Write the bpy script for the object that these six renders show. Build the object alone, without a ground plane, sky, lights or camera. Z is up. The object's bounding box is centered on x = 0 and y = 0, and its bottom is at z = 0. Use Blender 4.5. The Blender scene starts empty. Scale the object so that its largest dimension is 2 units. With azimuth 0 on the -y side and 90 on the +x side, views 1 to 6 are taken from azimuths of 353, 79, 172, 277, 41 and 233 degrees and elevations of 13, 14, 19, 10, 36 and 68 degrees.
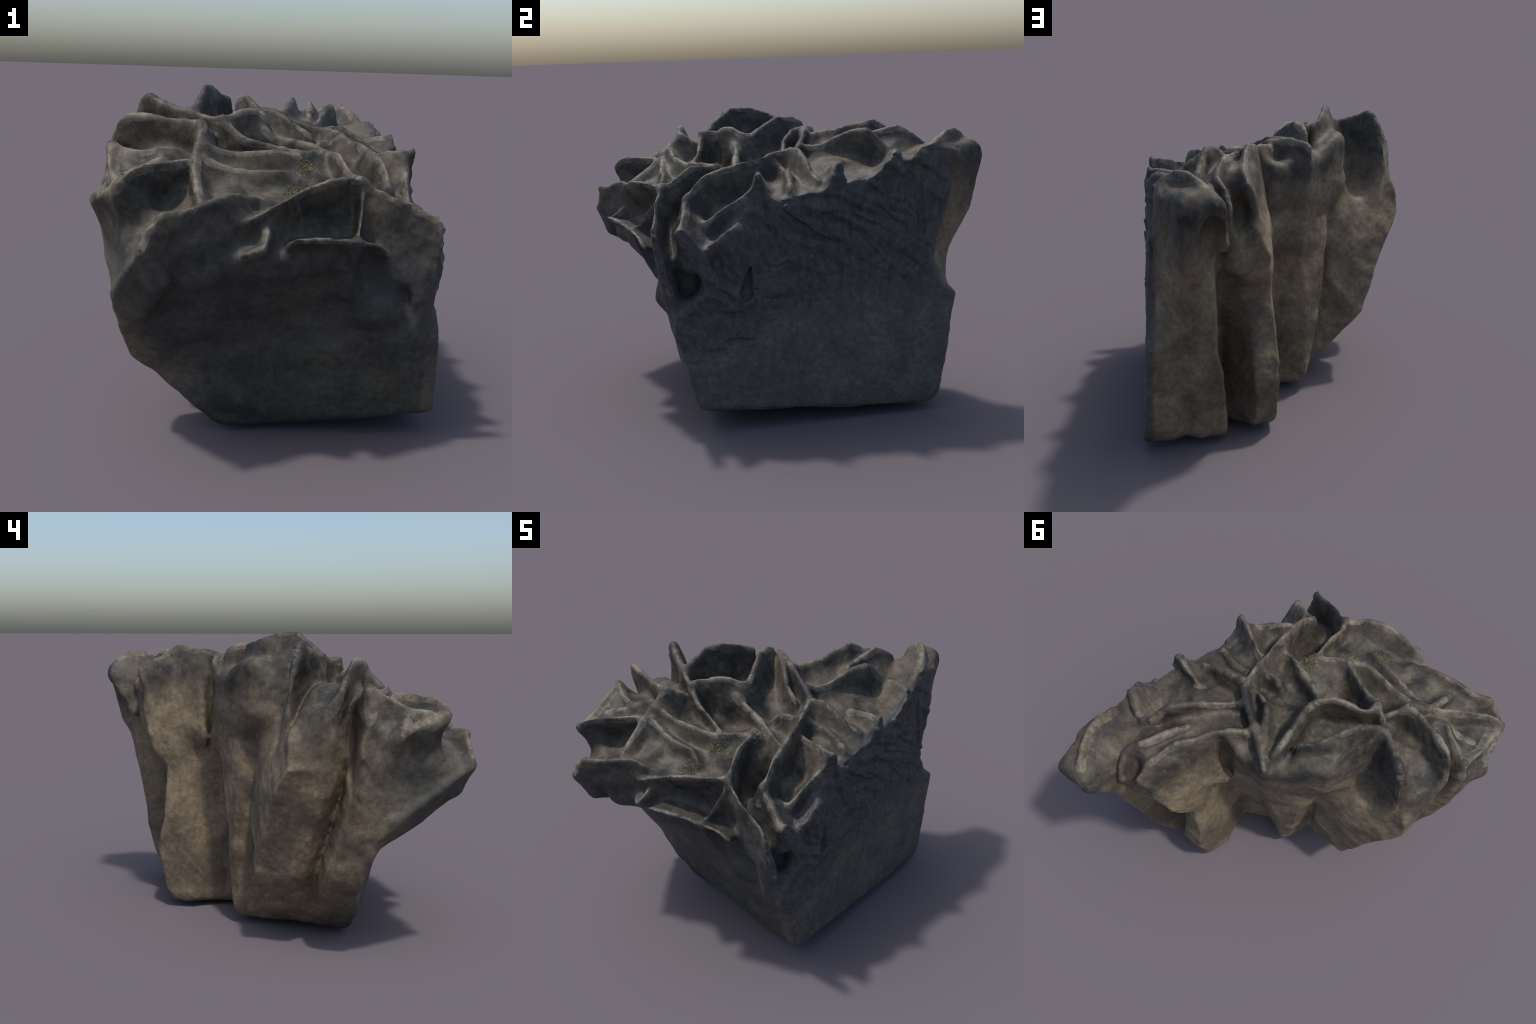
"""Weathered corner block of rock: a wedge with one flat split side, a plain
lower body, deep flutes at the back and a crown of eroded blades and hollows.
Built as one signed-distance body (lofted block + blades - hollows), meshed once,
then split by region into named parts."""
import bpy, math
import numpy as np

H = 0.0105                     # meshing step in metres
LO = np.array([-0.90, -1.10, -0.06]); HI = np.array([0.86, 1.10, 1.62])
FOCUS = (0.22, -0.05, -0.35)   # blades fan out from about here

# ------------------------------------------------------------------ block
# Vertical edges and grooves of the block, listed once round it. Each is a
# curve: (height, x, y) from the foot up.
EDGES = [
 ('corner', [(0,.80,-.50),(.10,.80,-.545),(.17,.80,-.575),(.5,.80,-.655),(.60,.78,-.64),(.72,.66,-.50),(1.2,.60,-.46)]),
 ('split_side', [(0,.82,-.30),(.55,.82,-.42),(.78,.82,-.40),(1.1,.82,-.29),(1.2,.82,-.24)]),
 ('back_corner', [(0,.82,.64),(.1,.82,.69),(.61,.82,.78),(.66,.78,.66),(.8,.74,.58),(1.05,.72,.60),(1.25,.71,.62),(1.4,.69,.64)]),
 ('col1_a', [(0,.62,.63),(.1,.62,.685),(.6,.64,.79),(.67,.60,.77),(.8,.56,.80),(.9,.55,.86),(1.02,.55,.93),(1.15,.54,.965),(1.28,.545,.985)]),
 ('col1_dent', [(0,.555,.60),(.1,.555,.645),(.6,.545,.76),(.9,.52,.83),(1.02,.49,.90),(1.28,.46,.97)]),
 ('col1_b', [(0,.49,.63),(.1,.49,.67),(.6,.49,.79),(.9,.47,.85),(1.02,.44,.90),(1.28,.42,.96)]),
 ('col1_edge', [(0,.36,.61),(.1,.36,.64),(.3,.37,.71),(.6,.40,.78),(.9,.40,.80),(1.02,.40,.80),(1.12,.38,.83),(1.25,.36,.93),(1.3,.36,.94)]),
 ('groove_1', [(0,.35,.46),(.3,.38,.41),(.55,.38,.47),(.75,.38,.57),(1.2,.37,.62)]),
 ('col2_face', [(0,.22,.55),(.1,.21,.60),(.32,.21,.635),(.45,.21,.61),(.55,.22,.585),(.7,.22,.58),(.9,.24,.61),(1.1,.27,.70),(1.2,.27,.71)]),
 ('col2_edge', [(0,.12,.53),(.1,.10,.57),(.32,.085,.61),(.52,.095,.58),(.72,.122,.57),(.80,.12,.56),(.89,.14,.634),(.975,.135,.67),(1.17,.235,.725),(1.34,.231,.733)]),
 ('col2_side', [(0,.10,.42),(.8,.11,.50),(.96,.12,.535),(1.1,.125,.53),(1.32,.155,.517)]),
 ('col2_back', [(0,.13,.36),(.8,.15,.38),(1.0,.18,.385),(1.3,.17,.36)]),
 ('groove_2', [(0,.18,.22),(.8,.17,.27),(1.0,.18,.30),(1.2,.18,.30)]),
 ('cleft', [(0,.06,.12),(.3,.06,.14),(.8,.06,.21),(1.0,.05,.28),(1.3,.04,.29)]),
 ('col3_a', [(0,-.10,.15),(.07,-.112,.161),(.5,-.11,.19),(.7,-.09,.215),(1.0,-.08,.24),(1.3,-.10,.26)]),
 ('col3_b', [(0,-.10,.08),(.07,-.13,.10),(.33,-.165,.145),(.55,-.21,.15),(.76,-.225,.125),(1.0,-.225,.11),(1.2,-.25,.12),(1.45,-.28,.125)]),
 ('groove_3', [(0,-.14,-.0),(.4,-.17,-.03),(.55,-.19,-.0),(.7,-.22,.02),(1.0,-.25,.03),(1.15,-.32,.06),(1.45,-.35,.045)]),
 ('col4_in', [(0,-.18,-.02),(.34,-.40,.0),(.40,-.43,.013),(.5,-.36,.03),(.60,-.27,.047),(.7,-.26,.045),(.85,-.27,.025),(.93,-.33,-.01),(1.05,-.37,-.07)]),
 ('col4_edge', [(.2,-.30,.0),(.38,-.462,.013),(.6,-.54,-.045),(.8,-.64,-.10),(.93,-.715,-.16),(1.05,-.68,-.165),(1.15,-.65,-.175)]),
 ('col4_side', [(.2,-.36,-.18),(.38,-.49,-.22),(.6,-.56,-.265),(.8,-.635,-.325),(.93,-.665,-.35),(1.15,-.67,-.37)]),
 ('groove_4', [(.2,-.32,-.27),(.38,-.42,-.29),(.62,-.46,-.355),(.8,-.49,-.40),(1.03,-.54,-.44)]),
 ('col5_a', [(.2,-.36,-.31),(.36,-.55,-.325),(.45,-.575,-.345),(.62,-.60,-.39),(.8,-.63,-.435),(1.1,-.66,-.475)]),
 ('col5_b', [(.2,-.42,-.43),(.36,-.594,-.41),(.5,-.62,-.43),(.67,-.67,-.462),(.84,-.71,-.488),(1.08,-.72,-.585)]),
 ('front_left', [(.1,-.24,-.46),(.16,-.32,-.48),(.3,-.47,-.475),(.385,-.61,-.505),(.5,-.64,-.53),(.64,-.67,-.595),(.8,-.615,-.785),(.94,-.55,-.975),(1.05,-.49,-.95)]),
 ('front_a', [(.1,-.22,-.46),(.16,-.30,-.475),(.34,-.30,-.51),(.46,-.30,-.55),(.56,-.30,-.64),(.65,-.31,-.70),(.76,-.31,-.76),(.80,-.31,-.80),(.84,-.31,-.84),(.95,-.31,-.845),(1.08,-.31,-.85)]),
 ('front_b', [(0,.08,-.42),(.05,.02,-.46),(.16,.0,-.51),(.38,.0,-.58),(.5,.0,-.60),(.6,.0,-.64),(.7,.0,-.705),(.77,.0,-.77),(.83,.0,-.83),(.90,.0,-.85),(.96,.0,-.78),(1.02,.0,-.76)]),
 ('front_c', [(0,.2,-.43),(.1,.22,-.50),(.4,.22,-.60),(.52,.22,-.61),(.62,.22,-.64),(.70,.22,-.675),(.78,.2,-.71),(.83,.18,-.77),(.88,.18,-.79),(.95,.2,-.72),(1.02,.2,-.70)]),
 ('front_lobe', [(0,.35,-.44),(.1,.40,-.53),(.4,.42,-.62),(.55,.42,-.67),(.62,.42,-.72),(.68,.42,-.725),(.76,.40,-.70),(.9,.38,-.70)]),
 ('front_hollow', [(0,.45,-.44),(.1,.52,-.54),(.4,.55,-.635),(.54,.55,-.66),(.64,.54,-.655),(.75,.53,-.64),(1.0,.52,-.66)]),
]
# Flat split side: everything beyond this slightly bellied plane is gone.
SPLIT = lambda x, y, z: x - (0.736 + 0.034*y - 0.0605*z + 0.06*np.clip(.45-.5*z-.35*y, 0, 1)
                      - .045*np.clip((y-.42)/.25, 0, 1)*np.clip((z-.95)/.25, 0, 1))
# Hollow floors of the crown: (x, y, height)
FLOOR = [(-.15,-.12,1.25),(0,-.3,1.17),(-.10,-.32,1.2),(.15,-.13,1.19),(.10,-.03,1.25),(.04,.0,1.30),(.38,-.45,1.05),(.227,-.33,1.245),(.15,-.36,1.25),(.115,-.5,1.215),(.04,-.61,1.15),(.055,-.67,1.13),
         (-.1,-.45,1.22),(-.25,-.55,1.22),(-.2,-.68,1.15),(-.14,-.725,1.08),(-.05,-.75,1.12),(.58,-.33,1.06),(.50,-.39,1.10),(.55,-.24,1.03),(.46,-.3,1.14),(.52,-.45,.97),(.62,-.42,.93),(.50,.3,1.24),(.41,.26,1.29),(.46,.02,1.2),(.55,.1,1.22),
         (.65,-.1,1.14),(.48,-.12,1.21),(.60,.05,1.17),(.66,.13,1.15),(.65,.3,1.22),(.66,.5,1.29),(.28,.3,1.33),(.3,.4,1.35),(.35,.6,1.37),(.28,.58,1.38),(.49,.46,1.22),(.45,.62,1.29),(.5,.75,1.36),(.47,.9,1.36),(.3,.78,1.24),
         (.16,.3,1.36),(.16,.5,1.37),(.1,.1,1.27),(-.1,.2,1.35),(-.3,-.0,1.43),(-.28,-.1,1.45),(-.32,.06,1.415),(-.38,-.08,1.34),(-.28,-.25,1.30),(-.45,-.33,1.30),(-.55,-.29,1.30),(-.61,-.26,1.21),(-.5,-.10,1.0),(-.57,-.13,1.04),(-.42,-.09,1.02),
         (-.47,-.52,1.27),(-.6,-.70,1.2),(-.66,-.68,1.15),(-.63,-.58,1.27),(-.7,-.6,1.10),(-.45,-.76,1.05),(-.3,-.74,1.07),(.10,-.85,.91),(.0,-.86,.94),(.0,-.77,1.10),(.11,-.73,1.12),(.25,-.79,.90),(.2,-.68,1.13),(.38,-.74,.88),
         (.50,-.61,1.04),(.45,-.585,1.03),(.60,-.56,.66),(.5,-.68,.7),(-.55,-.9,1.0)]

# ------------------------------------------------------------------ blades
# name: (crest points, depth below crest, half thickness at crest, at root)
BLADES = [
 ('peak_wall', [(-.16,.079,1.456),(-.208,.029,1.476),(-.253,-.083,1.519),(-.285,-.179,1.515),(-.322,-.265,1.437),(-.353,-.292,1.405)], .35,.014,.04, (-.36,-.05,-.4)),
 ('cup_front', [(.007,-.111,1.327),(-.019,-.167,1.395),(-.071,-.218,1.425),(-.126,-.249,1.42),(-.18,-.276,1.40),(-.217,-.309,1.40),(-.213,-.369,1.395)], .3,.014,.03),
 ('cup_side', [(-.011,-.135,1.371),(-.021,-.086,1.403),(-.078,.042,1.465),(-.101,.129,1.46),(-.11,.19,1.43)], .3,.014,.04),
 ('hub_spine', [(.281,.059,1.315),(.159,.123,1.36),(.056,.164,1.40),(-.059,.225,1.405),(-.103,.247,1.40),(-.121,.26,1.38)], .5,.014,.03),
 ('hub_twin', [(.232,.002,1.305),(.139,.028,1.355),(.071,.09,1.40),(-.041,.182,1.41)], .3,.012,.04),
 ('long_ridge', [(.289,.053,1.32),(.342,-.051,1.325),(.363,-.112,1.305),(.40,-.224,1.29),(.428,-.348,1.26),(.451,-.453,1.235),(.466,-.502,1.20),(.47,-.58,1.05)], .35,.016,.05),
 ('bar', [(-.039,-.213,1.337),(.03,-.212,1.305),(.163,-.244,1.275),(.298,-.273,1.24),(.348,-.285,1.21)], .25,.016,.03),
 ('bump', [(.345,-.097,1.285),(.253,-.119,1.27),(.205,-.12,1.22),(.196,-.07,1.18)], .2,.02,.05),
 ('spike_a', [(-.523,-.201,1.46),(-.466,-.238,1.44),(-.348,-.296,1.40),(-.218,-.373,1.385),(-.127,-.401,1.31),(-.042,-.418,1.295),(.053,-.445,1.275),(.111,-.463,1.25)], .35,.015,.03),
 ('spike_a_out', [(-.523,-.20,1.46),(-.554,-.19,1.44),(-.592,-.169,1.33),(-.615,-.154,1.16)], .3,.014,.03),
 ('spike_b', [(-.268,-.39,1.33),(-.315,-.478,1.375),(-.396,-.483,1.385),(-.537,-.458,1.40),(-.601,-.443,1.40),(-.643,-.426,1.37),(-.68,-.391,1.27),(-.67,-.331,1.15),(-.64,-.296,1.06)], .35,.016,.03),
 ('spike_c', [(-.427,-.558,1.264),(-.479,-.599,1.285),(-.572,-.561,1.27),(-.673,-.505,1.285)], .3,.013,.04),
 ('spike_c_down', [(-.673,-.51,1.285),(-.70,-.52,1.15),(-.69,-.49,1.0)], .15,.015,.025),
 ('slab_1', [(-.383,-.635,1.245),(-.462,-.717,1.24),(-.55,-.80,1.235),(-.60,-.84,1.215),(-.632,-.846,1.17)], .32,.016,.026, (-.5,-.25,.3)),
 ('slab_1_out', [(-.629,-.846,1.175),(-.67,-.76,1.13),(-.715,-.63,1.09)], .2,.018,.03),
 ('shoulder', [(-.673,-.51,1.275),(-.675,-.58,1.245),(-.665,-.68,1.20),(-.64,-.77,1.18)], .18,.025,.03),
 ('slab_2', [(-.422,-.568,1.242),(-.472,-.617,1.24),(-.561,-.637,1.205),(-.658,-.681,1.165),(-.74,-.65,1.09)], .3,.014,.04),
 ('slab_e', [(-.06,-.775,1.09),(-.13,-.81,1.12),(-.197,-.83,1.14),(-.25,-.852,1.13),(-.34,-.892,1.10),(-.468,-.95,1.073)], .28,.015,.045),
 ('slab_e_tip', [(-.468,-.95,1.073),(-.53,-.965,1.02),(-.55,-.98,.945)], .14,.015,.028),
 ('left_spine', [(-.311,-.492,1.37),(-.324,-.536,1.31),(-.338,-.581,1.26),(-.347,-.659,1.205),(-.33,-.80,1.10)], .3,.014,.05),
 ('plate_a', [(.083,-.49,1.25),(.009,-.526,1.27),(-.095,-.535,1.27),(-.184,-.539,1.27),(-.30,-.55,1.29)], .2,.012,.04),
 ('plate_b', [(.099,-.638,1.155),(.032,-.616,1.20),(-.115,-.623,1.20),(-.3,-.60,1.24)], .2,.012,.04),
 ('rim_a', [(.47,-.53,1.12),(.507,-.488,1.02),(.57,-.475,.97),(.627,-.464,.93)], .2,.02,.04),
 ('rim_b', [(.507,-.488,1.02),(.584,-.47,1.03),(.603,-.358,1.11),(.627,-.238,1.17)], .2,.013,.04),
 ('rim_c', [(.70,-.49,.92),(.65,-.40,.97),(.66,-.30,1.025)], .2,.013,.04),
 ('slab_e_edge', [(-.55,-.98,.945),(-.60,-.83,.83),(-.66,-.63,.70)], .15,.015,.025),
 ('front_fin_1', [(-.156,-.84,1.035),(-.09,-.855,1.08),(-.015,-.848,1.12),(.078,-.825,1.165),(.167,-.792,1.19),(.254,-.732,1.19),(.31,-.665,1.18),(.335,-.655,1.165)], .26,.014,.03, (.10,-.30,.55)),
 ('front_fin_2', [(.0,-.935,.985),(.02,-.935,.995),(.204,-.85,.975),(.377,-.793,.945),(.43,-.77,.90)], .24,.012,.03, (.2,-.1,.62)),
 ('front_curl', [(-.074,-.85,1.01),(-.095,-.915,.955),(-.17,-.87,.92)], .12,.016,.03, (-.1,-.2,.6)),
 ('front_fin_3', [(.33,-.66,1.16),(.452,-.699,1.115),(.60,-.72,1.05),(.645,-.735,1.02),(.665,-.725,.93),(.668,-.665,.73)], .3,.016,.03, (.40,-.38,-.4)),
 ('front_wall', [(.33,-.66,1.155),(.31,-.74,1.04),(.28,-.82,.95)], .25,.01,.03),
 ('face_bar', [(.655,-.605,1.0),(.675,-.49,.81),(.69,-.371,.618)], .20,.030,.030, (.2,-.3,.7)),
 ('rim_d', [(.466,-.545,1.13),(.55,-.57,1.07),(.645,-.605,1.0)], .15,.018,.04),
 ('pit_wall', [(.23,-.335,1.25),(.25,-.45,1.265),(.262,-.50,1.26),(.28,-.56,1.22),(.32,-.65,1.165)], .22,.013,.022),
 ('cross_web', [(.11,-.463,1.255),(.165,-.42,1.275),(.22,-.36,1.26)], .15,.012,.035),
 ('hub_to_face', [(.335,.031,1.34),(.385,.05,1.335),(.454,.065,1.295),(.531,.076,1.235),(.60,.10,1.20)], .25,.014,.045),
 ('face_peak', [(.72,.18,1.30),(.641,.181,1.285),(.59,.188,1.28),(.513,.191,1.265),(.458,.19,1.23)], .3,.016,.05),
 ('face_step', [(.353,-.095,1.28),(.39,-.045,1.245),(.47,-.03,1.225),(.62,-.049,1.18)], .25,.014,.04),
 ('face_horn', [(.72,-.23,1.265),(.634,-.222,1.255),(.562,-.197,1.25),(.487,-.175,1.235),(.429,-.162,1.225)], .35,.016,.06),
 ('valley_wall', [(.239,.119,1.33),(.294,.196,1.345),(.331,.267,1.38),(.369,.346,1.41),(.40,.407,1.42),(.424,.45,1.385),(.451,.505,1.31)], .25,.016,.03),
 ('face_rim', [(.70,.46,1.325),(.617,.487,1.32),(.546,.523,1.31),(.473,.529,1.295)], .25,.016,.05),
 ('back_ridge', [(.077,.196,1.375),(.129,.268,1.40),(.17,.34,1.41),(.18,.42,1.43),(.215,.50,1.455),(.235,.57,1.42),(.25,.65,1.365),(.236,.734,1.32)], .45,.016,.06),
 ('mid_ridge', [(.29,.40,1.37),(.31,.50,1.40),(.325,.60,1.425),(.36,.66,1.385),(.375,.70,1.345),(.347,.755,1.32),(.32,.79,1.22)], .3,.018,.035),
 ('tip_ridge', [(.606,.614,1.32),(.589,.71,1.36),(.548,.778,1.40),(.502,.839,1.41),(.456,.893,1.385),(.395,.94,1.31)], .25,.025,.03),
 ('tip_lobe', [(.53,.95,1.26),(.45,.94,1.27),(.385,.93,1.265)], .10,.026,.028),
]
# Hollows: (centre, radii, ) ellipsoids taken out
HOLLOWS = [
 ((.41,.95,1.03),(.075,.13,.24)), ((.27,.80,1.19),(.05,.16,.10)),
 ((-.66,-.44,1.03),(.09,.028,.20)), ((.13,.315,1.15),(.05,.035,.26)),
 ((.70,-.60,.80),(.05,.04,.13)), ((.70,-.43,.86),(.06,.045,.08)), ((-.46,-.105,1.22),(.10,.065,.19)), ((.375,-.45,1.12),(.05,.12,.15)),
]

# ------------------------------------------------------------------ field
nx, ny, nz = [int(math.ceil((HI[i]-LO[i])/H))+1 for i in range(3)]
gx, gy, gz = [(LO[i]+H*np.arange(n)).astype(np.float32) for i, n in enumerate((nx, ny, nz))]

def smin(a, b, k):
    h = np.maximum(k-np.abs(a-b), 0)/k
    return np.minimum(a, b)-h*h*k*0.25
def smax(a, b, k):
    return -smin(-a, -b, k)

def poly_sd(P, X, Y):
    d = np.full(X.shape, 1e9, np.float32); s = np.ones(X.shape, bool)
    n = len(P)
    for i in range(n):
        ax, ay = P[i]; bx, by = P[(i+1) % n]
        ex, ey = bx-ax, by-ay; wx, wy = X-ax, Y-ay
        t = np.clip((wx*ex+wy*ey)/(ex*ex+ey*ey+1e-12), 0, 1)
        d = np.minimum(d, (wx-ex*t)**2+(wy-ey*t)**2)
        c = ((ay <= Y) & (by > Y)) | ((by <= Y) & (ay > Y))
        if c.any():
            s ^= c & (X < ax+(Y-ay)*ex/(ey if abs(ey) > 1e-9 else 1e-9))
    return np.sqrt(d)*np.where(s, 1, -1)

def block_field():
    X, Y = np.meshgrid(gx, gy, indexing='ij')
    F = np.empty((nx, ny, nz), np.float32)
    for k, z in enumerate(gz):
        P = [(np.interp(z, [c[0] for c in e], [c[1] for c in e]), np.interp(z, [c[0] for c in e], [c[2] for c in e])) for _, e in EDGES]
        F[:, :, k] = poly_sd(P, X, Y)
    X3 = gx[:, None, None]; Y3 = gy[None, :, None]; Z3 = gz[None, None, :]
    # underside: a small flat foot, rising towards the sides
    foot = .03-.03*np.exp(-((X3-.3)**2+(Y3-.05)**2)/.04)
    under = smax(smax(foot-Z3, 0.90*(-X3-0.195)+0.20*(Y3+.5)-Z3, .04), 0.15*(X3-0.22)-0.09*Y3-Z3, .04)
    F = smax(F, under+0*Y3, .05)
    # crown floor
    num = 0; den = 0
    for x, y, z in FLOOR:
        w = 1.0/(((X-x)**2+(Y-y)**2)+.003)**2
        num = num+w*z; den = den+w
    # sunk a little further in the middle than at the sides
    sink = .02*np.exp(-((X-.15)**2/.16+(Y+.15)**2/.22))
    top = (num/den-sink).astype(np.float32)[:, :, None]
    F = smax(F, (Z3-top)*0.8, .06)
    return F

def tri_field(P, a, b, c, ra, rb, rc):
    """distance to a triangle whose half thickness varies over it"""
    ab, ac = b-a, c-a
    n = np.cross(ab, ac); n2 = n@n
    ap = P-a
    # inside prism
    w = np.cross(ap, ac)@n/n2; v = -(np.cross(ap, ab)@n)/n2
    u = 1-w-v
    ins = (u >= 0) & (v >= 0) & (w >= 0)
    dn = np.abs(ap@n)/math.sqrt(n2)
    best = np.where(ins, dn-(u*ra+w*rb+v*rc), 1e9)
    for p, q, rp, rq in ((a, b, ra, rb), (b, c, rb, rc), (c, a, rc, ra)):
        e = q-p; pp = P-p
        t = np.clip(pp@e/(e@e), 0, 1)
        d = np.linalg.norm(pp-t[:, None]*e, axis=1)-(rp+(rq-rp)*t)
        best = np.minimum(best, d)
    return best

def add_blade(F, crest, depth, r0, r1, k=.04, focus=FOCUS):
    r1 = r1*1.9 if r1 > .03 else r1*1.25
    r0 = r0*.55
    C = np.array(crest, np.float32); f = np.array(focus, np.float32)
    D = f-C; D /= np.linalg.norm(D, axis=1)[:, None]
    Rt = C+D*depth; C = C-D*.009      # crest stands a hair proud: thin edges wear back
    pts = np.vstack([C, Rt]); m = r1+k
    i0 = np.maximum(((pts.min(0)-m-LO)/H).astype(int), 0)
    i1 = np.minimum(((pts.max(0)+m-LO)/H).astype(int)+2, [nx, ny, nz])
    sl = tuple(slice(i0[i], i1[i]) for i in range(3))
    X = np.stack(np.meshgrid(gx[sl[0]], gy[sl[1]], gz[sl[2]], indexing='ij'), -1)
    shp = X.shape[:3]; X = X.reshape(-1, 3)
    d = np.full(len(X), 1e3, np.float32)
    for i in range(len(C)-1):
        q = np.vstack([C[i:i+2], Rt[i:i+2]])
        lo, hi = q.min(0)-m, q.max(0)+m
        s = np.nonzero(((X >= lo) & (X <= hi)).all(1))[0]
        if not len(s): continue
        Q = X[s]
        dd = np.minimum(tri_field(Q, C[i], C[i+1], Rt[i], r0, r0, r1),
                        tri_field(Q, C[i+1], Rt[i+1], Rt[i], r0, r1, r1))
        d[s] = np.minimum(d[s], dd)
    F[sl] = smin(F[sl], d.reshape(shp), k)

def cut_hollow(F, c, r, k=.04):
    c = np.array(c); r = np.array(r)
    i0 = np.maximum(((c-r*1.3-LO)/H).astype(int), 0)
    i1 = np.minimum(((c+r*1.3-LO)/H).astype(int)+2, [nx, ny, nz])
    sl = tuple(slice(i0[i], i1[i]) for i in range(3))
    X = np.stack(np.meshgrid(gx[sl[0]], gy[sl[1]], gz[sl[2]], indexing='ij'), -1)
    q = (X-c)/r; l = np.linalg.norm(q, axis=-1); l2 = np.linalg.norm(q/r, axis=-1)+1e-6
    d = (l*(l-1)/l2).astype(np.float32)
    F[sl] = smax(F[sl], -d, k)

def surface_nets(F):
    S = F < 0
    cells = np.zeros((nx-1, ny-1, nz-1), np.int8)
    cnt = sum(S[a:nx-1+a, b:ny-1+b, c:nz-1+c].astype(np.int8) for a in (0, 1) for b in (0, 1) for c in (0, 1))
    act = (cnt > 0) & (cnt < 8)
    I = np.argwhere(act); idx = -np.ones(act.shape, np.int64); idx[act] = np.arange(len(I))
    acc = np.zeros((len(I), 3)); n = np.zeros(len(I))
    cor = [(a, b, c) for a in (0, 1) for b in (0, 1) for c in (0, 1)]
    val = {o: F[I[:, 0]+o[0], I[:, 1]+o[1], I[:, 2]+o[2]] for o in cor}
    for o in cor:
        for ax in range(3):
            if o[ax]: continue
            p = list(o); p[ax] = 1; p = tuple(p)
            a, b = val[o], val[p]; m = (a < 0) != (b < 0)
            t = np.where(m, a/np.where(m, a-b, 1), 0)
            q = np.array(o, float)+np.zeros((len(I), 3)); q[:, ax] += t
            acc[m] += q[m]; n += m
    V = LO+H*(I+acc/n[:, None])
    faces = []
    for ax in range(3):
        b, c = [(1, 2), (2, 0), (0, 1)][ax]
        A = np.take(S, range(0, S.shape[ax]-1), ax); B = np.take(S, range(1, S.shape[ax]), ax)
        E = np.argwhere(A != B)
        E = E[(E[:, b] > 0) & (E[:, c] > 0) & (E[:, b] < S.shape[b]-1) & (E[:, c] < S.shape[c]-1)]
        def g(db, dc):
            q = E.copy(); q[:, b] += db; q[:, c] += dc; return idx[q[:, 0], q[:, 1], q[:, 2]]
        f = np.stack([g(-1, -1), g(0, -1), g(0, 0), g(-1, 0)], 1)
        flip = ~A[E[:, 0], E[:, 1], E[:, 2]]
        f[flip] = f[flip][:, ::-1]; faces.append(f)
    return V, np.vstack(faces)

F = block_field()
for name, crest, depth, r0, r1, *focus in BLADES:
    add_blade(F, crest, depth, r0, r1, focus=focus[0] if focus else FOCUS)
for h in HOLLOWS:
    cut_hollow(F, *h)
F -= .004                       # the weathered skin
F = smax(F, SPLIT(gx[:, None, None], gy[None, :, None], gz[None, None, :]), .025)
F = smax(F, -gz[None, None, :]+0*F[:1], .01)
for ax in range(3):            # soften the field by one cell
    a = np.moveaxis(F, ax, 0); b = a.copy(); b[1:-1] = .5*a[1:-1]+.25*(a[:-2]+a[2:]); F = np.moveaxis(b, 0, ax)
V, Q = surface_nets(F)

# ---- OBJECTS
# ------------------------------------------------------------------ relief
rng = np.random.default_rng(7)
PERM = rng.permutation(512); PERM = np.concatenate([PERM, PERM, PERM])
VAL = rng.uniform(-1, 1, 512)
def noise(p):
    """smooth value noise, -1..1"""
    i = np.floor(p).astype(int); f = p-i; f = f*f*f*(f*(f*6-15)+10); i &= 511
    out = 0
    for a in (0, 1):
        for b in (0, 1):
            for c in (0, 1):
                h = VAL[PERM[PERM[PERM[(i[:, 0]+a) & 511]+((i[:, 1]+b) & 511)]+((i[:, 2]+c) & 511)] & 511]
                w = (f[:, 0] if a else 1-f[:, 0])*(f[:, 1] if b else 1-f[:, 1])*(f[:, 2] if c else 1-f[:, 2])
                out = out+w*h
    return out
def fbm(p, n=3):
    return sum(noise(p*2.03**k+17.3*k)*0.5**k for k in range(n))
def step(a, b, x):
    t = np.clip((x-a)/(b-a), 0, 1); return t*t*(3-2*t)

def make_mesh(name, V, Q):
    me = bpy.data.meshes.new(name)
    me.vertices.add(len(V)); me.vertices.foreach_set('co', V.astype(np.float32).ravel())
    me.loops.add(Q.size); me.loops.foreach_set('vertex_index', Q.astype(np.int32).ravel())
    me.polygons.add(len(Q)); me.polygons.foreach_set('loop_start', np.arange(0, Q.size, 4))
    me.update(calc_edges=True)
    me.polygons.foreach_set('use_smooth', np.ones(len(me.polygons), bool))
    return me

def refine(V, Q):
    """one round of smooth subdivision"""
    me = make_mesh('rough', V, Q)
    ob = bpy.data.objects.new('rough', me); bpy.context.collection.objects.link(ob)
    m = ob.modifiers.new('s', 'SUBSURF'); m.levels = 1; m.render_levels = 1
    dg = bpy.context.evaluated_depsgraph_get(); me2 = bpy.data.meshes.new_from_object(ob.evaluated_get(dg))
    V = np.empty(len(me2.vertices)*3, np.float32); me2.vertices.foreach_get('co', V)
    N = np.empty(len(V), np.float32); me2.vertices.foreach_get('normal', N)
    Q = np.empty(len(me2.loops), np.int32); me2.loops.foreach_get('vertex_index', Q)
    bpy.data.objects.remove(ob); bpy.data.meshes.remove(me); bpy.data.meshes.remove(me2)
    return V.reshape(-1, 3).astype(float), N.reshape(-1, 3).astype(float), Q.reshape(-1, 4)

V, N, Q = refine(V, Q)
x, y, z = V.T
on_split = step(.035, .012, np.abs(SPLIT(x, y, z)))*step(.55, .85, N[:, 0])
rel = V-np.array(FOCUS); rad = np.linalg.norm(rel, axis=1); u = rel/rad[:, None]
crown = step(.75, 1.05, z)
d = .009*fbm(V*5.5, 2)+.0022*fbm(V*17, 2)
# worn grooves running with the blades, from the foot of the fan outwards
d += (.0015+.0015*crown)*fbm(u*30+rad[:, None]*2.2, 2)
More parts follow.
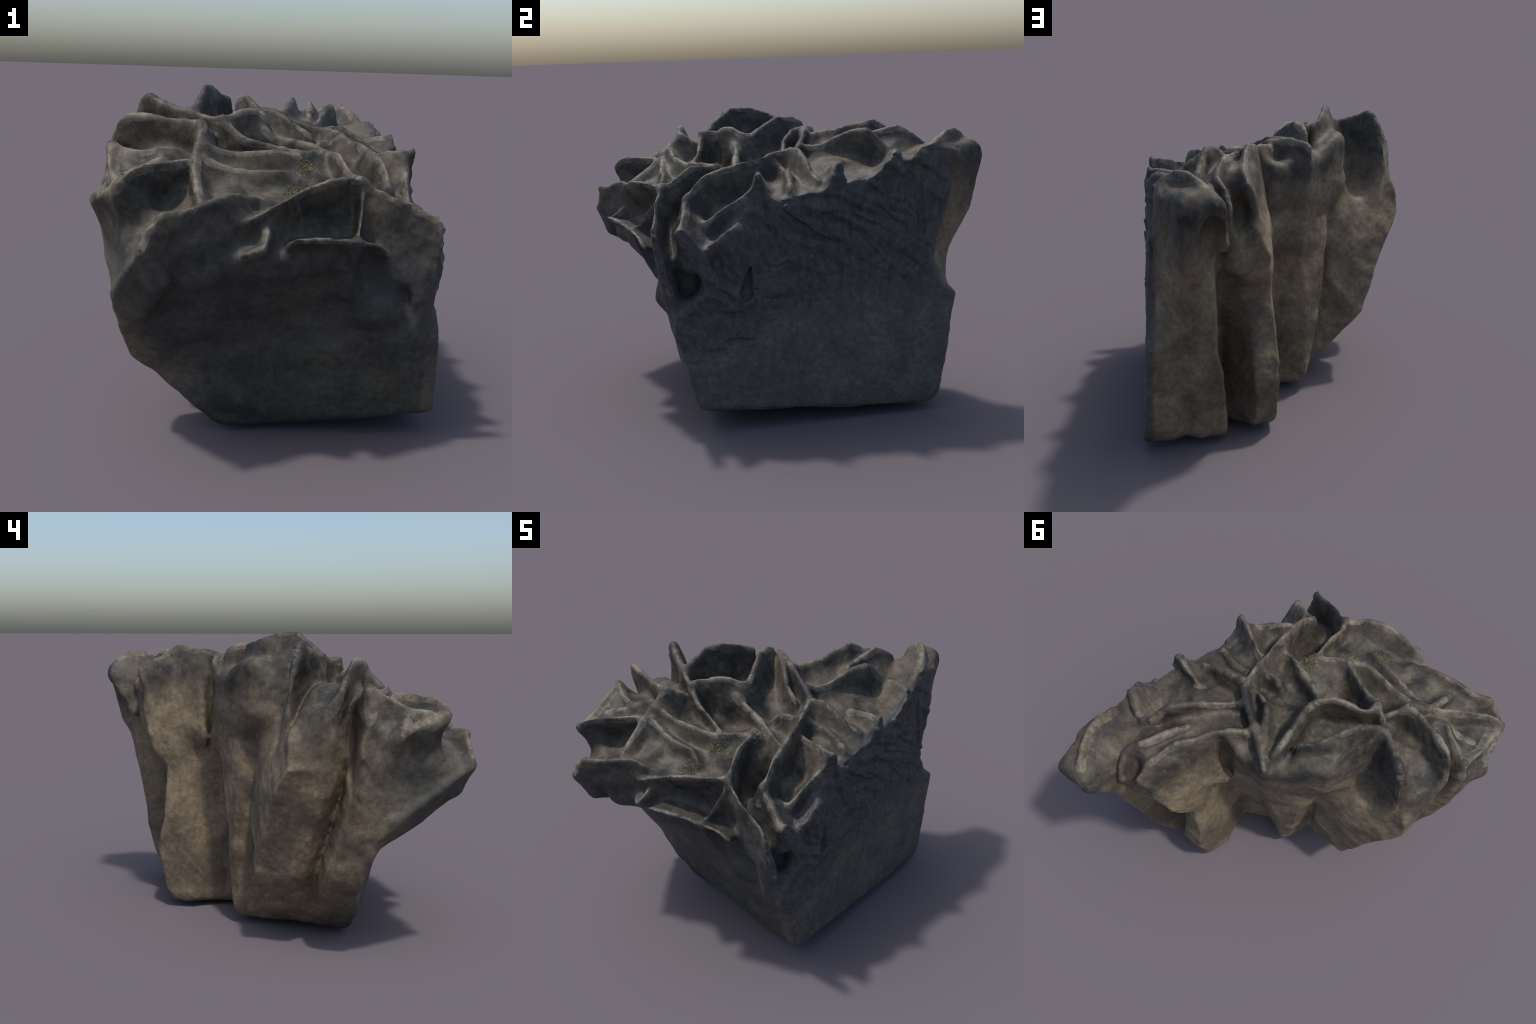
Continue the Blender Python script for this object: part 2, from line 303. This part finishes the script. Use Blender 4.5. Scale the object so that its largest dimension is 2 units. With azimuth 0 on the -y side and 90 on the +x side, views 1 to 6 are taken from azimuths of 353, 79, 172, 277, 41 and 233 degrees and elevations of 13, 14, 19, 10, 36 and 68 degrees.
# the split side: fibrous splinters above, pitted grain below
SPLINTERS = [  # (y, z) start, (y, z) end, half width at start and end, height
 ((-.213,1.27),(.04,.70),.022,.085,.018), ((.177,1.30),(.20,.89),.022,.045,.017), ((-.083,1.11),(.19,.89),.012,.03,.008),
 ((.26,1.066),(.626,.862),.012,.03,.009), ((.271,.989),(.584,.655),.02,.03,.008), ((.391,1.083),(.64,.887),.012,.02,.009),
 ((.50,1.33),(.51,1.02),.022,.03,.009), ((.59,1.28),(.60,.90),.02,.02,-.008), ((-.60,1.0),(-.37,.62),.03,.036,.014),
 ((-.281,.82),(-.295,.69),.004,.034,-.020), ((.70,1.10),(.62,.80),.02,.03,.010),
 ((-.03,1.05),(.33,.78),.010,.022,.007), ((.10,1.00),(.44,.72),.010,.020,.006), ((.33,1.20),(.52,1.02),.012,.02,.008)]
s_sel = on_split > .01
Vs = V[s_sel]; sy, sz = y[s_sel]+.012*noise(Vs*13), z[s_sel]+.012*noise(Vs*13+40)
fy, fz = sy*.86-sz*.5, sy*.5+sz*.86      # splinter grain runs down to the back
fib = np.abs(fbm(np.c_[fz*11+.8*noise(Vs*4), fy*2.6, 0*sy], 3))*1.6-.4
up = step(.50, .85, sz-.15*sy+.14*noise(Vs*4))
flat = .0012*fbm(Vs*40, 2)+up*(.016*fib-.002)-.004*step(.45, .8, noise(Vs*24))-.014*step(.15, .5, noise(Vs*np.array([14, 11, 22])+9))*step(.30, .12, np.hypot(sy+.47, (sz-.52)*1.6))
for (ya, za), (yb, zb), wa, wb, hgt in SPLINTERS:
    ey, ez = yb-ya, zb-za; t = np.clip(((sy-ya)*ey+(sz-za)*ez)/(ey*ey+ez*ez), 0, 1)
    dist = np.hypot(sy-ya-ey*t, sz-za-ez*t)/(wa+(wb-wa)*t)
    fade = 1-.85*t if hgt > 0 else 1
    flat = flat+1.5*hgt*fade*step(1.15, .8, dist)
d[s_sel] = d[s_sel]*(1-on_split[s_sel])+flat*on_split[s_sel]
V = V+N*d[:, None]
V[:, 2] = np.maximum(V[:, 2], 0)

body = make_mesh('body', V, Q)
NV = np.empty(len(V)*3, np.float32); body.vertices.foreach_get('normal', NV); NV = NV.reshape(-1, 3)
bpy.data.meshes.remove(body)

# ------------------------------------------------------------------ stone
def stone_material(name, pale=0.0):
    mat = bpy.data.materials.new(name); mat.use_nodes = True
    nt = mat.node_tree; L = nt.links.new
    bsdf = nt.nodes['Principled BSDF']
    co = nt.nodes.new('ShaderNodeTexCoord')
    xyz = nt.nodes.new('ShaderNodeSeparateXYZ'); L(co.outputs['Object'], xyz.inputs[0])
    def val(v):
        return v
    def math_(op, a, b=None, clamp=False):
        n = nt.nodes.new('ShaderNodeMath'); n.operation = op; n.use_clamp = clamp
        for k, q in enumerate((a, b)):
            if q is None: continue
            if isinstance(q, (int, float)): n.inputs[k].default_value = q
            else: L(q, n.inputs[k])
        return n.outputs[0]
    def ramp(a, lo, hi):
        n = nt.nodes.new('ShaderNodeMapRange'); n.interpolation_type = 'SMOOTHSTEP'
        n.inputs['From Min'].default_value = lo; n.inputs['From Max'].default_value = hi
        L(a, n.inputs['Value']); return n.outputs[0]
    def tex(scale, detail=4, rough=.55, vec=None, dist=0.0):
        n = nt.nodes.new('ShaderNodeTexNoise'); n.inputs['Scale'].default_value = scale
        n.inputs['Detail'].default_value = detail; n.inputs['Roughness'].default_value = rough
        n.inputs['Distortion'].default_value = dist
        L(vec or co.outputs['Object'], n.inputs['Vector']); return n.outputs['Fac']
    def mix(f, a, b):
        n = nt.nodes.new('ShaderNodeMix'); n.data_type = 'RGBA'
        if isinstance(f, (int, float)): n.inputs[0].default_value = f
        else: L(f, n.inputs[0])
        for q, k in ((a, 6), (b, 7)):
            if isinstance(q, tuple): n.inputs[k].default_value = q+(1,)
            else: L(q, n.inputs[k])
        return n.outputs[2]
    X, Y, Z = xyz.outputs
    # fan coordinates for grain that runs with the blades
    mp = nt.nodes.new('ShaderNodeVectorMath'); mp.operation = 'SUBTRACT'; mp.inputs[1].default_value = FOCUS
    L(co.outputs['Object'], mp.inputs[0])
    nn = nt.nodes.new('ShaderNodeVectorMath'); nn.operation = 'NORMALIZE'; L(mp.outputs[0], nn.inputs[0])
    ln = nt.nodes.new('ShaderNodeVectorMath'); ln.operation = 'LENGTH'; L(mp.outputs[0], ln.inputs[0])
    sc = nt.nodes.new('ShaderNodeVectorMath'); sc.operation = 'SCALE'; L(nn.outputs[0], sc.inputs[0]); sc.inputs['Scale'].default_value = 9
    ad = nt.nodes.new('ShaderNodeVectorMath'); ad.operation = 'ADD'; L(sc.outputs[0], ad.inputs[0]); L(ln.outputs['Value'], ad.inputs[1])
    streak = tex(5, 5, .6, ad.outputs[0], .3)
    big, mid, fine = tex(2.2, 3), tex(7, 5, .6, dist=.4), tex(38, 4, .65)
    speck = tex(120, 2, .6)
    # crown: dark grey brown with near-black blotches, worn pale in places
    crown = mix(ramp(mid, .34, .64), (.026,.025,.023), (.082,.070,.052))
    crown = mix(math_('MULTIPLY', ramp(streak, .55, .75), .55), crown, (.135,.121,.095))
    crown = mix(math_('MULTIPLY', ramp(tex(4.5, 4, .6, dist=.8), .54, .68), .6), crown, (.020,.020,.021))
    rust = math_('MULTIPLY', ramp(math_('ADD', Y, math_('MULTIPLY', X, .6)), .15, .6), ramp(tex(6, 3, .6, dist=1.0), .46, .62))
    crown = mix(math_('MULTIPLY', rust, .5), crown, (.078,.054,.034))
    # fluted back: warm tan
    tan = mix(ramp(mid, .28, .72), (.110,.085,.056), (.218,.170,.108))
    tan = mix(math_('MULTIPLY', ramp(big, .48, .66), .6), tan, (.060,.050,.039))
    # front: dark olive grey, darker than the fluted back and the split side
    front = mix(ramp(mid, .35, .65), (.031,.032,.031), (.054,.054,.049))
    front = mix(math_('MULTIPLY', ramp(big, .52, .70), .5), front, (.072,.070,.048))
    # split side: cool charcoal above, greyer and warmer below
    split = mix(ramp(streak, .40, .62), (.046,.044,.042), (.070,.066,.061))
    low = mix(ramp(mid, .35, .65), (.068,.063,.054), (.098,.090,.074))
    wob = math_('MULTIPLY', math_('SUBTRACT', big, .5), .5)
    split = mix(ramp(math_('ADD', math_('SUBTRACT', Z, math_('MULTIPLY', Y, .12)), wob), .45, .62), low, split)
    # where each sits
    m_back = ramp(math_('ADD', math_('SUBTRACT', math_('MULTIPLY', Y, .9), math_('MULTIPLY', X, .55)), wob), -.28, .02)
    m_up = ramp(math_('ADD', math_('SUBTRACT', Z, math_('MULTIPLY', m_back, .16)), wob), .78, 1.15)
    plane = math_('ADD', math_('SUBTRACT', X, math_('MULTIPLY', Y, .03)), math_('MULTIPLY', Z, .07))
    m_split = ramp(plane, .69, .715)
    col = mix(m_back, front, tan)
    col = mix(m_up, col, crown)
    col = mix(m_split, col, split)
    if pale:
        col = mix(math_('MULTIPLY', ramp(tex(11, 4, .65), .35, .65), pale), col, (.250,.218,.168))
    # fine grain
    col_g = nt.nodes.new('ShaderNodeMix'); col_g.data_type = 'RGBA'; col_g.blend_type = 'MULTIPLY'; col_g.inputs[0].default_value = 1
    g = math_('ADD', math_('MULTIPLY', ramp(fine, .25, .75), .5), .75)
    g = math_('MULTIPLY', g, math_('ADD', math_('MULTIPLY', ramp(speck, .3, .45), .35), .65))
    cg = nt.nodes.new('ShaderNodeCombineColor')
    for k in range(3): L(g, cg.inputs[k])
    L(col, col_g.inputs[6]); L(cg.outputs[0], col_g.inputs[7])
    L(col_g.outputs[2], bsdf.inputs['Base Color'])
    bsdf.inputs['Roughness'].default_value = .62
    bsdf.inputs['Specular IOR Level'].default_value = .35
    bump = nt.nodes.new('ShaderNodeBump'); bump.inputs['Strength'].default_value = .35; bump.inputs['Distance'].default_value = .006
    h = math_('ADD', math_('MULTIPLY', fine, .5), math_('MULTIPLY', streak, .8))
    h = math_('ADD', h, math_('MULTIPLY', speck, .25))
    L(h, bump.inputs['Height']); L(bump.outputs[0], bsdf.inputs['Normal'])
    return mat
stone = stone_material('weathered_stone')
worn = stone_material('worn_stone', .5)

# ------------------------------------------------------------------ parts
root = bpy.data.objects.new('eroded_rock', None); bpy.context.collection.objects.link(root)
root['label'] = 'weathered grey brown rock block with eroded blades and hollows'
root['category'] = 'rock'

C = V[Q].mean(1); CN = NV[Q].mean(1)
cx, cy, cz = C.T
w = .03*noise(C*6)
flat_side = (np.abs(SPLIT(cx, cy, cz)) < .02) & (CN[:, 0] > .6)
under = (CN[:, 2] < -.55) & (cz < .30)
top = cz+w > .98
back = (.9*cy-.55*cx+w) > -.13
# worn rims: the strip along each blade's crest
rim = np.full(len(C), 9.0)
for name, crest, depth, r0, r1, *f in BLADES:
    A = np.array(crest)
    sel = np.nonzero(((C > A.min(0)-.05) & (C < A.max(0)+.05)).all(1))[0]
    for a, b in zip(A[:-1], A[1:]):
        e = b-a; t = np.clip((C[sel]-a)@e/(e@e), 0, 1)
        rim[sel] = np.minimum(rim[sel], np.linalg.norm(C[sel]-a-t[:, None]*e, axis=1)-r0)
rim_sel = rim+.25*w < .004+.010*noise(C*9)
region = np.select([flat_side, under, rim_sel, top, back], [0, 1, 5, 2, 3], 4)
for k, name in enumerate(['split_face', 'base_face', 'ridge_crown', 'fluted_wall', 'plain_wall', 'worn_rim']):
    q = Q[region == k]
    if not len(q): continue
    ids, inv = np.unique(q, return_inverse=True)
    me = make_mesh(name, V[ids], inv.reshape(-1, 4))
    me.normals_split_custom_set_from_vertices(NV[ids])
    me.materials.append(worn if name == 'worn_rim' else stone)
    ob = bpy.data.objects.new(name, me); bpy.context.collection.objects.link(ob); ob.parent = root

# ------------------------------------------------------------------ moss
def moss_material():
    mat = bpy.data.materials.new('moss'); mat.use_nodes = True; nt = mat.node_tree
    b = nt.nodes['Principled BSDF']; t = nt.nodes.new('ShaderNodeTexNoise'); t.inputs['Scale'].default_value = 60
    c = nt.nodes.new('ShaderNodeTexCoord'); r = nt.nodes.new('ShaderNodeValToRGB')
    r.color_ramp.elements[0].position = .35; r.color_ramp.elements[0].color = (.100,.100,.055,1)
    r.color_ramp.elements[1].position = .65; r.color_ramp.elements[1].color = (.230,.222,.135,1)
    nt.links.new(c.outputs['Object'], t.inputs['Vector']); nt.links.new(t.outputs['Fac'], r.inputs[0]); nt.links.new(r.outputs[0], b.inputs['Base Color'])
    b.inputs['Roughness'].default_value = .95
    return mat
def moss_patch(centre, radius, n):
    """a tuft of short tapering shoots rooted in the rock"""
    vs, fs = [], []
    near = np.nonzero((np.abs(V-np.array(centre)) < np.array([radius, radius, .07])).all(1) & (NV[:, 2] > .2))[0]
    if not len(near): return None
    g = np.random.default_rng(11)
    wgt = np.exp(-((V[near]-np.array(centre))**2).sum(1)/(radius*.55)**2); wgt /= wgt.sum()
    for k in g.choice(near, n, p=wgt):
        p = V[k]-NV[k]*.002+g.normal(0, .002, 3); d_ = NV[k]+g.normal(0, .55, 3); d_ /= np.linalg.norm(d_)
        a = np.cross(d_, [0.3, .8, .5]); a /= np.linalg.norm(a); b_ = np.cross(d_, a)
        l = g.uniform(.006, .014); r = g.uniform(.0012, .0022); o = len(vs)
        for q in range(3):
            an = q*2.0944; vs.append(p+r*(math.cos(an)*a+math.sin(an)*b_))
        vs.append(p+d_*l)
        fs += [(o, o+1, o+3), (o+1, o+2, o+3), (o+2, o, o+3)]
    me = bpy.data.meshes.new('moss'); me.from_pydata([tuple(v) for v in vs], [], fs)
    return me
mm = moss_material()
for centre, radius, n in (((.223,-.326,1.23), .06, 900), ((.115,-.51,1.20), .055, 800), ((.056,-.668,1.125), .055, 700)):
    me = moss_patch(centre, radius, n)
    if me:
        me.materials.append(mm); ob = bpy.data.objects.new('moss', me); ob['kind'] = 'stuff'
        bpy.context.collection.objects.link(ob); ob.parent = root
